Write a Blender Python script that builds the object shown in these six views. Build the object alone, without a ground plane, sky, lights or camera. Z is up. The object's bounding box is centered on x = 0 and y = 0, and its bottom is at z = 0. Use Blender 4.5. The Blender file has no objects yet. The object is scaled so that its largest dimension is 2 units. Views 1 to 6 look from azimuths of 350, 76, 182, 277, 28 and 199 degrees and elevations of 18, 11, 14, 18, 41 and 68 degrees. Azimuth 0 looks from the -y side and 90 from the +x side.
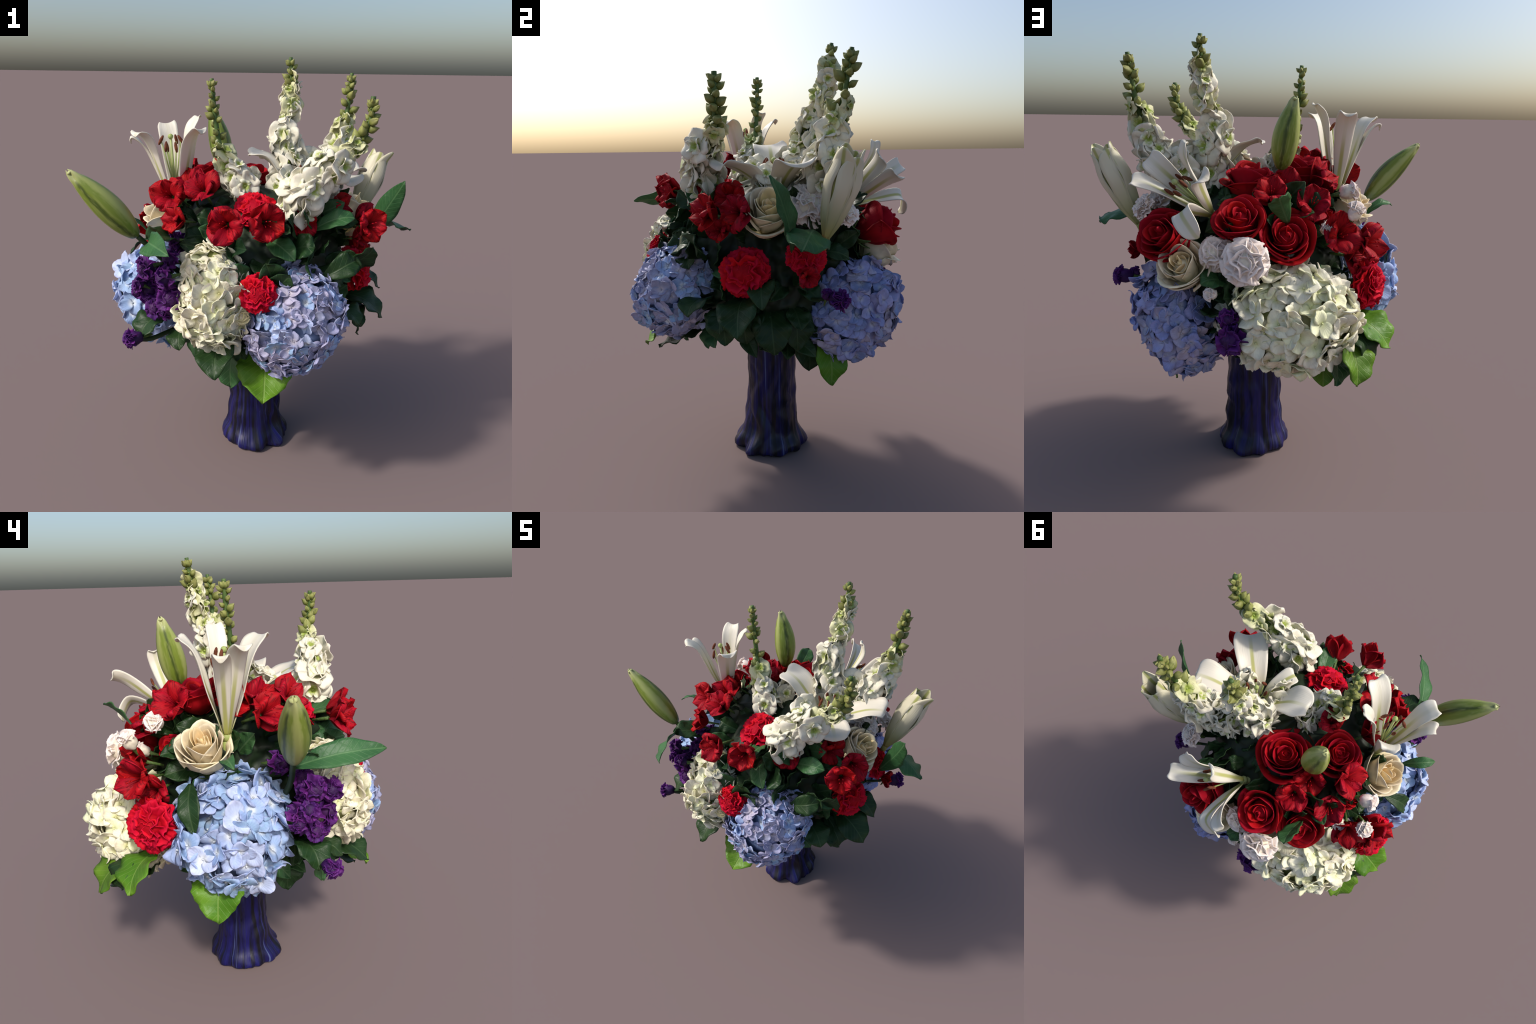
# Mixed flower arrangement: hydrangeas, roses, carnations, lilies, stock spikes and
# alstroemerias standing in a crumpled dark-blue vase.
import bpy, math, random
import numpy as np
from mathutils import Matrix, Vector, noise

rnd = random.Random(7)
TAU = math.tau
V = lambda *a: np.array(a, float)


def unit(v):
    v = np.asarray(v, float)
    return v / (np.linalg.norm(v) + 1e-12)


# ------------------------------------------------------------------ materials
class Nodes:
    """Thin helper to write node trees as expressions."""

    def __init__(self, name):
        self.m = bpy.data.materials.new(name)
        self.m.use_nodes = True
        self.t = self.m.node_tree
        self.t.nodes.clear()
        self.co = self.new('ShaderNodeTexCoord').outputs['Object']
        s = self.new('ShaderNodeSeparateXYZ')
        self.t.links.new(self.co, s.inputs[0])
        self.x, self.y, self.z = s.outputs
        self.rand = self.new('ShaderNodeObjectInfo').outputs['Random']

    def new(self, kind):
        return self.t.nodes.new(kind)

    def put(self, sock, val):
        if isinstance(val, bpy.types.NodeSocket):
            self.t.links.new(val, sock)
        elif isinstance(val, tuple) and len(val) == 3 and sock.type == 'RGBA':
            sock.default_value = (*val, 1)
        else:
            sock.default_value = val

    def math(self, op, a, b=0.0, c=0.0, clamp=False):
        n = self.new('ShaderNodeMath')
        n.operation = op
        n.use_clamp = clamp
        for s, v in zip(n.inputs, (a, b, c)):
            self.put(s, v)
        return n.outputs[0]

    def step(self, val, lo, hi, a=0.0, b=1.0, smooth=True):
        n = self.new('ShaderNodeMapRange')
        n.interpolation_type = 'SMOOTHSTEP' if smooth else 'LINEAR'
        for s, v in zip(n.inputs, (val, lo, hi, a, b)):
            self.put(s, v)
        return n.outputs[0]

    def vec(self, x, y, z):
        n = self.new('ShaderNodeCombineXYZ')
        for s, v in zip(n.inputs, (x, y, z)):
            self.put(s, v)
        return n.outputs[0]

    def noise(self, scale=5.0, detail=3.0, rough=0.5, co=None, w=None):
        n = self.new('ShaderNodeTexNoise')
        if w is not None:
            n.noise_dimensions = '4D'
            self.put(n.inputs['W'], w)
        self.put(n.inputs['Vector'], co or self.co)
        n.inputs['Scale'].default_value = scale
        n.inputs['Detail'].default_value = detail
        n.inputs['Roughness'].default_value = rough
        return n.outputs['Fac']

    def mix(self, fac, a, b, mode='MIX'):
        n = self.new('ShaderNodeMix')
        n.data_type = 'RGBA'
        n.blend_type = mode
        self.put(n.inputs['Factor'], fac)
        self.put(n.inputs['A'], a)
        self.put(n.inputs['B'], b)
        return n.outputs['Result']

    def hsv(self, col, h=0.5, s=1.0, v=1.0):
        n = self.new('ShaderNodeHueSaturation')
        self.put(n.inputs['Hue'], h)
        self.put(n.inputs['Saturation'], s)
        self.put(n.inputs['Value'], v)
        self.put(n.inputs['Color'], col)
        return n.outputs[0]

    def radius(self):
        return self.math('SQRT', self.math('ADD', self.math('MULTIPLY', self.x, self.x), self.math('MULTIPLY', self.y, self.y)))

    def finish(self, col, rough=0.55, bump=None, strength=0.2, translucent=0.0, sheen=0.0, spec=0.4):
        p = self.new('ShaderNodeBsdfPrincipled')
        self.put(p.inputs['Base Color'], col)
        self.put(p.inputs['Roughness'], rough)
        p.inputs['Specular IOR Level'].default_value = spec
        p.inputs['Sheen Weight'].default_value = sheen
        if bump is not None:
            b = self.new('ShaderNodeBump')
            b.inputs['Strength'].default_value = strength
            b.inputs['Distance'].default_value = 0.01
            self.put(b.inputs['Height'], bump)
            self.t.links.new(b.outputs[0], p.inputs['Normal'])
        out = self.new('ShaderNodeOutputMaterial')
        sh = p.outputs[0]
        if translucent:
            tr = self.new('ShaderNodeBsdfTranslucent')
            self.put(tr.inputs['Color'], col)
            mx = self.new('ShaderNodeMixShader')
            mx.inputs[0].default_value = translucent
            self.t.links.new(sh, mx.inputs[1])
            self.t.links.new(tr.outputs[0], mx.inputs[2])
            sh = mx.outputs[0]
        self.t.links.new(sh, out.inputs[0])
        return self.m


def grade(n, col, amount=0.12, hue=0.01, scale=3.0):
    """Vary a colour a little per piece and by soft patches."""
    v = n.step(n.noise(scale, 2, co=None, w=n.math('MULTIPLY', n.rand, 20)), 0.3, 0.7, 1 - amount, 1 + amount)
    v = n.math('MULTIPLY', v, n.step(n.rand, 0, 1, 1 - amount * .7, 1 + amount * .7, smooth=False))
    return n.hsv(col, h=n.step(n.rand, 0, 1, 0.5 - hue, 0.5 + hue, smooth=False), v=v)


def floret_material(name, heart, blade, rim, vein):
    n = Nodes(name)
    r = n.radius()
    col = n.mix(n.step(r, 0.08, 0.5), heart, blade)
    col = n.mix(n.math('MULTIPLY', n.step(r, 0.6, 1.05), n.noise(2.5, 2, w=n.math('MULTIPLY', n.rand, 9))), col, rim)
    ang = n.math('ARCTAN2', n.y, n.x)
    ray = n.math('POWER', n.math('ABSOLUTE', n.math('SINE', n.math('MULTIPLY', ang, 14.0))), 6.0)
    col = n.mix(n.math('MULTIPLY', ray, 0.25), col, vein)
    col = n.mix(n.step(n.rand, .5, 1.0, 0, .38), col, heart)
    return n.finish(grade(n, col, .13, .018, 2.0), rough=.6, translucent=.12, bump=ray, strength=.1)


def petal_material(name, base, blade, rim, along='Z', lo=0.1, hi=0.8, streak=None, rough=.5, sheen=.0, amount=.13, hue=.008, trans=.08, spec=.3):
    n = Nodes(name)
    t = {'X': n.x, 'Y': n.y, 'Z': n.z}[along]
    col = n.mix(n.step(t, lo, hi), base, blade)
    col = n.mix(n.math('MULTIPLY', n.step(t, hi, hi + .3), n.noise(6, 3)), col, rim)
    fine = n.noise(1.0, 3, co=n.vec(n.math('MULTIPLY', n.x, 24), n.math('MULTIPLY', n.y, 3), n.math('MULTIPLY', n.z, 3)))
    if streak:
        mask = n.math('MULTIPLY', n.step(fine, .52, .62), n.step(t, lo, hi))
        col = n.mix(n.math('MULTIPLY', mask, .65), col, streak)
    return n.finish(grade(n, col, amount, hue), rough=rough, sheen=sheen, translucent=trans, bump=fine, strength=.15, spec=spec)


def stock_material(name, heart, blade, rim, reach=.34):
    """White petals with a green star in the throat."""
    n = Nodes(name)
    r = n.radius()
    col = n.mix(n.step(n.math('ADD', r, n.math('MULTIPLY', n.math('SUBTRACT', n.noise(6, 2), .5), .5)), .10, reach), heart, blade)
    col = n.mix(n.math('MULTIPLY', n.step(r, .6, 1.1), n.noise(3, 2)), col, rim)
    return n.finish(grade(n, col, .07, .004), rough=.55, translucent=.1, spec=.25, bump=n.noise(9, 3), strength=.15)


def lily_material(name='lily_petal_white', white=(.80, .77, .66), rib_col=(.44, .45, .10), foot=(.44, .48, .13), rib_to=.34, wide=.013, foot_to=.15):
    n = Nodes(name)
    ax = n.math('ABSOLUTE', n.x)
    col = n.mix(n.step(n.y, .0, foot_to), foot, white)
    rib = n.math('MULTIPLY', n.step(ax, wide * .3, wide, 1, 0), n.step(n.y, rib_to * .6, rib_to, .85, .1))
    col = n.mix(n.math('MULTIPLY', n.noise(9, 2), .3), col, (.80, .66, .54))
    col = n.mix(rib, col, rib_col)
    fine = n.noise(1, 2, co=n.vec(n.math('MULTIPLY', n.x, 260), n.math('MULTIPLY', n.y, 14), n.z))
    return n.finish(grade(n, col, .05, .003), rough=.42, translucent=.12, bump=fine, strength=.12)


def bud_material(name, groove, side, ridge, tipcol):
    n = Nodes(name)
    ang = n.math('ARCTAN2', n.y, n.x)
    wob = n.math('MULTIPLY', n.math('SUBTRACT', n.noise(8, 2), .5), .5)
    lobe = n.math('ABSOLUTE', n.math('COSINE', n.math('ADD', n.math('MULTIPLY', ang, 1.5), wob)))
    col = n.mix(n.step(lobe, .05, .45), groove, side)
    col = n.mix(n.math('MULTIPLY', n.step(lobe, .82, 1.0), .8), col, ridge)
    col = n.mix(n.step(n.z, .8, 1.0), col, tipcol)
    col = n.mix(n.step(n.z, .0, .22, .6, 0), col, groove)
    fine = n.noise(1, 3, co=n.vec(n.math('MULTIPLY', n.x, 40), n.math('MULTIPLY', n.y, 40), n.math('MULTIPLY', n.z, 2)))
    col = n.mix(n.math('MULTIPLY', n.step(fine, .45, .7), .35), col, ridge)
    return n.finish(col, rough=.38, bump=fine, strength=.15)


def leaf_material(name, blade, pale, vein, rough=.42):
    n = Nodes(name)
    ax = n.math('ABSOLUTE', n.x)
    col = n.mix(n.step(n.noise(7, 4, w=n.math('MULTIPLY', n.rand, 30)), .35, .7), blade, pale)
    mid = n.step(ax, .0015, .005, 1, 0)
    w = n.math('SINE', n.math('MULTIPLY', n.math('SUBTRACT', n.y, n.math('MULTIPLY', ax, 1.1)), 210.0))
    side = n.math('MULTIPLY', n.step(w, .86, 1.0), .55)
    v = n.math('MAXIMUM', mid, side)
    col = n.mix(n.math('MULTIPLY', v, .6), col, vein)
    h = n.math('SUBTRACT', n.noise(40, 3), v)
    return n.finish(grade(n, col, .16, .012), rough=rough, translucent=.1, bump=h, strength=.3, spec=.25)


def plain_material(name, a, b, scale=12, rough=.55, **k):
    n = Nodes(name)
    f = n.noise(scale, 4)
    return n.finish(n.mix(n.step(f, .35, .65), a, b), rough=rough, bump=f, strength=.3, **k)


def vase_material():
    n = Nodes('crumpled_blue_vase')
    ang = n.math('ARCTAN2', n.y, n.x)
    cx, cy = n.math('COSINE', ang), n.math('SINE', ang)
    drape = n.noise(1, 4, .6, co=n.vec(n.math('MULTIPLY', cx, 5), n.math('MULTIPLY', cy, 5), n.math('MULTIPLY', n.z, 2.2)))
    fold = n.noise(1, 4, .6, co=n.vec(n.math('MULTIPLY', cx, 9), n.math('MULTIPLY', cy, 9), n.math('MULTIPLY', n.z, 1.3)))
    col = n.mix(n.step(drape, .38, .62), (.005, .005, .009), (.010, .009, .095))  # near-black patches mixed into the navy
    col = n.mix(n.math('MULTIPLY', n.step(fold, .5, .72), .75), col, (.017, .018, .052))
    line = n.noise(1, 3, .6, co=n.vec(n.math('MULTIPLY', cx, 13), n.math('MULTIPLY', cy, 13), n.math('MULTIPLY', n.z, 1.0)))
    thin = n.math('MULTIPLY', n.step(line, .60, .68), n.step(drape, .40, .58))
    col = n.mix(n.math('MULTIPLY', thin, .8), col, (.10, .13, .27))
    return n.finish(col, rough=n.step(fold, .3, .7, .45, .25), bump=fold, strength=.5, spec=.3)


M = dict(
    blue=floret_material('hydrangea_blue', (.72, .77, .80), (.35, .49, .77), (.40, .42, .72), (.24, .34, .66)),  # blue and heart lightened to carry the sunlit head's white highlights
    violet=floret_material('hydrangea_periwinkle', (.58, .54, .60), (.40, .40, .58), (.30, .30, .55), (.27, .27, .48)),  # greyer blue, leaning to lavender
    white=floret_material('hydrangea_cream', (.80, .80, .42), (.92, .89, .69), (.93, .84, .66), (.80, .78, .50)),  # albedo raised to match brightness baked into the scan's unlit side
    deepblue=floret_material('hydrangea_deep_blue', (.52, .54, .64), (.29, .34, .64), (.30, .29, .58), (.19, .22, .50)),
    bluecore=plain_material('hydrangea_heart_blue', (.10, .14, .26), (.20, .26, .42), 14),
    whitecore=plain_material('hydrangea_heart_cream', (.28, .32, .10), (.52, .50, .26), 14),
    red=petal_material('rose_red', (.24, .002, .007), (.42, .004, .013), (.48, .007, .022), hue=.003, rough=.65, lo=.1, hi=.9, spec=.15),
    cream=petal_material('rose_cream', (.76, .66, .36), (.88, .76, .52), (.88, .77, .58), lo=.0, hi=.5, spec=.25),
    amber=petal_material('rose_amber_heart', (.78, .55, .24), (.87, .67, .36), (.88, .74, .48), lo=.1, hi=.8, spec=.25),
    carnation=petal_material('carnation_red', (.38, .002, .012), (.60, .005, .026), (.64, .008, .045), hue=.004, along='Y', lo=.2, hi=.9, rough=.7, spec=.12),
    pale=petal_material('carnation_blush_white', (.80, .72, .58), (.94, .84, .77), (.94, .82, .76), along='Y', lo=.0, hi=.5, rough=.6, spec=.2),  # white warmed and lifted to offset the blue skylight in shade
    alstro=petal_material('alstroemeria_red', (.18, .002, .006), (.42, .004, .013), (.40, .004, .018), hue=.003, along='Z', lo=.0, hi=1.0, streak=(.08, .002, .005), rough=.6, spec=.15),
    stock=stock_material('stock_white', (.38, .46, .09), (.82, .79, .64), (.84, .76, .64), .46),
    stockgreen=stock_material('stock_opening_green', (.30, .38, .06), (.66, .66, .38), (.76, .72, .52), .7),
    budgreen=petal_material('stock_bud_green', (.13, .16, .03), (.28, .29, .09), (.50, .46, .24), along='Z', lo=.1, hi=.9, amount=.2),
    purple=petal_material('purple_ruffle', (.045, .010, .075), (.095, .012, .155), (.15, .03, .22), along='Y', lo=.1, hi=.9, rough=.6, amount=.25, hue=.02),
    heartgreen=plain_material('flower_heart_green', (.22, .30, .05), (.35, .42, .10)),
    lily=lily_material(),
    lilygreen=lily_material('lily_petal_greenish', (.74, .70, .50), (.38, .41, .08), (.34, .39, .09), .55, .012, .26),
    anther=plain_material('anther_rust', (.10, .022, .008), (.17, .045, .015), 60, .8),
    filament=plain_material('filament_green', (.33, .40, .12), (.42, .48, .20)),
    bud=bud_material('lily_bud_green', (.055, .085, .012), (.17, .23, .03), (.36, .40, .13), (.42, .44, .19)),
    budpale=bud_material('lily_bud_pale', (.13, .17, .03), (.30, .34, .09), (.50, .50, .25), (.5, .5, .28)),
    leaf=leaf_material('leaf_deep_green', (.012, .036, .010), (.022, .055, .016), (.05, .09, .035)),
    leafbright=leaf_material('leaf_bright_green', (.075, .19, .012), (.13, .26, .02), (.22, .33, .07)),
    leafmid=leaf_material('leaf_mid_green', (.03, .095, .03), (.05, .13, .045), (.10, .19, .08)),
    stem=plain_material('stem_green', (.05, .10, .02), (.10, .16, .04)),
    stemdark=plain_material('stem_dark_green', (.012, .03, .01), (.025, .05, .015)),
    core=plain_material('foliage_dark', (.006, .014, .005), (.014, .03, .009), 18),  # green darkened almost to black: interior shade baked into the colour
    vase=vase_material(),
)


# ------------------------------------------------------------------ geometry
class Geo:
    """Collects vertices and faces of one mesh, with a material index per face."""

    def __init__(self):
        self.v, self.f, self.mi = [], [], []

    def add(self, verts, faces, mi=0):
        o = len(self.v)
        self.v.extend(map(tuple, verts))
        self.f.extend([tuple(i + o for i in q) for q in faces])
        self.mi.extend([mi] * len(faces))
        return self

    def grid(self, P, mi=0, wrap=False):
        nu, nv = P.shape[:2]
        q = []
        for i in range(nu - 1):
            for j in range(nv if wrap else nv - 1):
                k = (j + 1) % nv
                q.append((i * nv + j, i * nv + k, (i + 1) * nv + k, (i + 1) * nv + j))
        return self.add(P.reshape(-1, 3), q, mi)

    def sheet(self, P, thick, mi=0):
        """Closed thin sheet from a grid of points."""
        du = np.gradient(P, axis=0)
        dv = np.gradient(P, axis=1)
        n = np.cross(du, dv)
        n /= np.linalg.norm(n, axis=2, keepdims=True) + 1e-12
        nu, nv = P.shape[:2]
        A, B = P + n * thick / 2, P - n * thick / 2
        m = nu * nv
        q = []
        for i in range(nu - 1):
            for j in range(nv - 1):
                a, b, c, d = i * nv + j, i * nv + j + 1, (i + 1) * nv + j + 1, (i + 1) * nv + j
                q += [(a, d, c, b), (a + m, b + m, c + m, d + m)]
        rim = [j for j in range(nv)] + [i * nv + nv - 1 for i in range(1, nu)] + \
              [(nu - 1) * nv + j for j in range(nv - 2, -1, -1)] + [i * nv for i in range(nu - 2, 0, -1)]
        for a, b in zip(rim, rim[1:] + rim[:1]):
            q.append((a, b, b + m, a + m))
        return self.add(np.concatenate([A.reshape(-1, 3), B.reshape(-1, 3)]), q, mi)

    def ball(self, c, r, mi=0, seg=10, rings=7, lump=0.0, seed=0.0, freq=3.0):
        th = np.linspace(0, math.pi, rings)
        ph = np.arange(seg) * TAU / seg
        T, F = np.meshgrid(th, ph, indexing='ij')
        S = np.stack([np.sin(T) * np.cos(F), np.sin(T) * np.sin(F), np.cos(T)], -1)
        if lump:
            k = np.array([[1 + lump * noise.noise(Vector(s * freq) + Vector((seed, 0, 0))) for s in row] for row in S])
            S = S * k[..., None]
        return self.grid(np.asarray(c, float) + S * np.asarray(r, float), mi, wrap=True)

    def tube(self, pts, r0, r1, mi=0, seg=8):
        pts = np.asarray(pts, float)
        tan = np.gradient(pts, axis=0)
        ref = V(0.3, 0.9, 0.1)
        rows = []
        for i, (p, t) in enumerate(zip(pts, tan)):
            t = unit(t)
            a = unit(np.cross(t, ref))
            b = np.cross(t, a)
            r = r0 + (r1 - r0) * i / (len(pts) - 1)
            rows.append([p + r * (math.cos(k * TAU / seg) * a + math.sin(k * TAU / seg) * b) for k in range(seg)])
        rows = [[pts[0]] * seg] + rows + [[pts[-1]] * seg]
        return self.grid(np.array(rows), mi, wrap=True)

    def mesh(self, name, mats):
        me = bpy.data.meshes.new(name)
        me.from_pydata(self.v, [], self.f)
        for m in mats:
            me.materials.append(m)
        me.polygons.foreach_set('material_index', self.mi)
        me.polygons.foreach_set('use_smooth', [True] * len(self.f))
        me.update()
        return me


def bezier(p0, p1, p2, p3, n):
    t = np.linspace(0, 1, n)[:, None]
    return (1 - t) ** 3 * p0 + 3 * (1 - t) ** 2 * t * p1 + 3 * (1 - t) * t * t * p2 + t ** 3 * p3


def catmull(points, n):
    P = np.asarray(points, float)
    P = np.vstack([2 * P[0] - P[1], P, 2 * P[-1] - P[-2]])
    k = len(P) - 3
    out = []
    for s in np.linspace(0, k - 1e-9, n):
        i = int(s)
        t = s - i
        a, b, c, d = P[i:i + 4]
        out.append(.5 * (2 * b + (c - a) * t + (2 * a - 5 * b + 4 * c - d) * t * t + (3 * b - a - 3 * c + d) * t ** 3))
    return np.array(out)


def frame(loc, zdir, roll=0.0, scale=1.0):
    """Matrix that puts local +z on zdir at loc."""
    z = unit(zdir)
    ref = V(0, 0, 1) if abs(z[2]) < .95 else V(0, 1, 0)
    x = unit(np.cross(ref, z))
    y = np.cross(z, x)
    R = Matrix((x, y, z)).transposed().to_4x4()
    s = scale if hasattr(scale, '__len__') else (scale,) * 3
    return Matrix.Translation(Vector(loc)) @ R @ Matrix.Rotation(roll, 4, 'Z') @ Matrix.Diagonal((*s, 1))


bouquet = bpy.data.objects.new('flower_arrangement', None)
bpy.context.scene.collection.objects.link(bouquet)
bouquet['label'] = 'mixed red, white and blue flowers in a dark blue vase'
bouquet['category'] = 'flower bouquet'


def place(name, mesh, mat=None, parent=None):
    """Link an object; mat is its world matrix."""
    o = bpy.data.objects.new(name, mesh)
    bpy.context.scene.collection.objects.link(o)
    parent = parent or bouquet
    mat = mat or Matrix.Identity(4)
    o.parent = parent
    base = WORLD.get(parent.name, Matrix.Identity(4))
    o.matrix_parent_inverse = Matrix.Identity(4)
    o.matrix_basis = base.inverted() @ mat
    WORLD[o.name] = mat.copy()
    return o


WORLD = {}
HEART = V(0.03, 0.0, 1.0)     # middle of the arrangement; flowers face away from it


def outward(p, lift=0.0):
    d = unit(np.asarray(p) - HEART)
    return unit(d + V(0, 0, lift))


def half_width(t, base=.15, peak=.55, tip=.0):
    """Leaf-like half width 0..1 along t."""
    rise = np.clip(t / peak, 0, 1)
    fall = np.clip((1 - t) / (1 - peak), 0, 1)
    up = base + (1 - base) * np.sin(rise * math.pi / 2)
    down = tip + (1 - tip) * np.sin(fall * math.pi / 2) ** .85
    return np.where(t < peak, up, down)


def blade(name, mat, pts, face, width, nv=9, nu=18, base=.2, peak=.5, tip=.02, fold=.25, ruffle=.0, waves=3.0, cup=0.0,
          serrate=0.0, thick=.003, parent=None, seed=0.0, twist=0.0):
    """Strap-like leaf or petal along a spine; 'face' is the direction its upper side looks."""
    sp = catmull(pts, nu)
    tan = np.gradient(sp, axis=0)
    L = np.linalg.norm(sp[-1] - sp[0])
    t = np.linspace(0, 1, nu)
    w = half_width(t, base, peak, tip) * width
    s = np.linspace(-1, 1, nv)
    lat0 = unit(np.cross(unit(sp[-1] - sp[0]), face))
    P = np.zeros((nu, nv, 3))
    for i in range(nu):
        tt = unit(tan[i])
        lat = unit(lat0 - tt * (lat0 @ tt))
        nor = np.cross(lat, tt)
        a = twist * t[i]
        lat, nor = math.cos(a) * lat + math.sin(a) * nor, math.cos(a) * nor - math.sin(a) * lat
        for j, sj in enumerate(s):
            ww = w[i] * (1 + serrate * (abs(sj) > .99) * (1 if i % 2 else -1))
            lift = fold * abs(sj) * w[i] + cup * sj * sj * w[i]
            lift += ruffle * width * abs(sj) ** 1.5 * math.sin(waves * TAU * t[i] + seed * 3 + (1.7 if sj > 0 else 0)) * min(1, 3 * t[i])
            P[i, j] = sp[i] + lat * ww * sj * (1 - .12 * cup * abs(sj)) + nor * lift
    # local frame: x across, y along, origin at the base
    y = unit(sp[-1] - sp[0])
    x = lat0
    z = np.cross(x, y)
    R = np.array([x, y, z])
    Q = (P - sp[0]) @ R.T
    me = Geo().sheet(Q, thick).mesh(name, [mat])
    Mx = Matrix.Translation(Vector(sp[0])) @ Matrix(R.T.tolist()).to_4x4()
    return place(name, me, Mx, parent)


def leaf(base, tip, width, mat='leaf', face=None, sag=0.04, **k):
    base, tip = np.asarray(base, float), np.asarray(tip, float)
    mid = (base + tip) / 2
    face = unit(face) if face is not None else unit(outward(mid) * .6 + V(0, 0, .7))
    pts = [base, base * .66 + tip * .34 + face * sag, base * .33 + tip * .67 + face * sag * .9, tip]
    k.setdefault('ruffle', .12)
    k.setdefault('seed', rnd.random() * 9)
    return blade('leaf', M[mat], pts, face, width, **k)


# ------------------------------------------------------------------ vase
def build_vase():
    zs = [0, .012, .03, .055, .085, .12, .17, .23, .30, .38, .46, .54, .60, .655, .69]
    rs = [.164, .176, .177, .169, .153, .144, .138, .132, .129, .128, .129, .132, .138, .152, .18]
    zz = np.linspace(0, .69, 60)
    rr = np.interp(zz, zs, rs)
    seg = 120
    c = V(.033, .01, 0)
    P = np.zeros((len(zz), seg, 3))
    for i, (z, r) in enumerate(zip(zz, rr)):
        for j in range(seg):
            a = j * TAU / seg
            u = Vector((math.cos(a), math.sin(a), 0))
            tw = .7 * noise.noise(Vector((math.cos(a), math.sin(a), z * 5)))
            au = Vector((math.cos(a + tw), math.sin(a + tw), 0))
            fold = noise.noise(au * 1.9 + Vector((0, 0, z * 2.6))) * .014 + noise.noise(au * 5 + Vector((3, 0, z * 5))) * .006
            fold += (.5 - abs(noise.noise(au * 2.4 + Vector((7, 2, z * 2.2))))) * .008 - .001
            bulge = noise.noise(Vector((math.cos(a) * 2, math.sin(a) * 2, z * 14))) * .007 + noise.noise(Vector((math.cos(a) * 6, math.sin(a) * 6, z * 22))) * .003
            foot = max(0, 1 - z / .09)
            flare = foot * (noise.noise(u * 2.6 + Vector((11, 5, 0))) * .03 + (.4 - abs(noise.noise(u * 6 + Vector((4, 9, z * 8))))) * .010)
            R = r + fold * (1 + .3 * foot) + bulge + flare
            lift = max(0, noise.noise(u * 1.7 + Vector((2.3, 8.1, 0)))) * .015 * max(0, 1 - z / .12)
            P[i, j] = c + V(math.cos(a) * R, math.sin(a) * R, z + lift)
    P[0, :, 2] = np.maximum(P[0, :, 2] - .0, 0)
    g = Geo()
    bottom = np.repeat(np.array([[c + V(0, 0, .012)]]), seg, 1)
    inner = P[0] * 1.0
    inner = c + (P[0] - c) * V(.9, .9, 1) + V(0, 0, .012)
    P[..., 1] = c[1] + (P[..., 1] - c[1]) * (.92 + .08 * np.clip(1 - P[..., 2] / .12, 0, 1))
    g.grid(np.concatenate([bottom, inner[None], P], 0), wrap=True)
    place('vase', g.mesh('vase', [M['vase']]))


# ------------------------------------------------------------------ foliage mass
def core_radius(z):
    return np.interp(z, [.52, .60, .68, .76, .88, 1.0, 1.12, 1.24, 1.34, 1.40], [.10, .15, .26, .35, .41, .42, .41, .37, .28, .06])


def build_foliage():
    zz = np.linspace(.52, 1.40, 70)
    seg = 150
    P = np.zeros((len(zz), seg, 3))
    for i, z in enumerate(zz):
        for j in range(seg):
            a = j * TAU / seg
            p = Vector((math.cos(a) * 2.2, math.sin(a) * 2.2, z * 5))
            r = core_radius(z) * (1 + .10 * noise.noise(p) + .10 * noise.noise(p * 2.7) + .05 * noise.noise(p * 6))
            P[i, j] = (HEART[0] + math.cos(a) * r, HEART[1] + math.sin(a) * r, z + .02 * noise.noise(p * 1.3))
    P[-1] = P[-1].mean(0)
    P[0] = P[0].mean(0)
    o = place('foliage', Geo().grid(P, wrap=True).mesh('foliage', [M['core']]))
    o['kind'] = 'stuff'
    # loose dark leaves filling the gaps
    k = 0
    while k < 190:
        a = rnd.random() * TAU
        z = rnd.uniform(.66, 1.30)
        r = core_radius(z)
        d = V(math.cos(a), math.sin(a), 0)
        b = V(HEART[0], HEART[1], z) + d * r * rnd.uniform(.82, .98)
        up = rnd.uniform(-.5, .9) + (z - 1.0)
        side = V(-d[1], d[0], 0) * rnd.uniform(-.9, .9)
        go = unit(d * .8 + V(0, 0, up) + side)
        L = rnd.uniform(.12, .21)
        tip = b + go * L
        if math.hypot(tip[0] - HEART[0], tip[1]) > .52:
            continue
        leaf(b, tip, rnd.uniform(.035, .06), rnd.choice(['leaf', 'leaf', 'leaf', 'leafmid']), face=unit(d * .8 + V(0, 0, .5)), sag=rnd.uniform(.0, .04))
        k += 1


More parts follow.
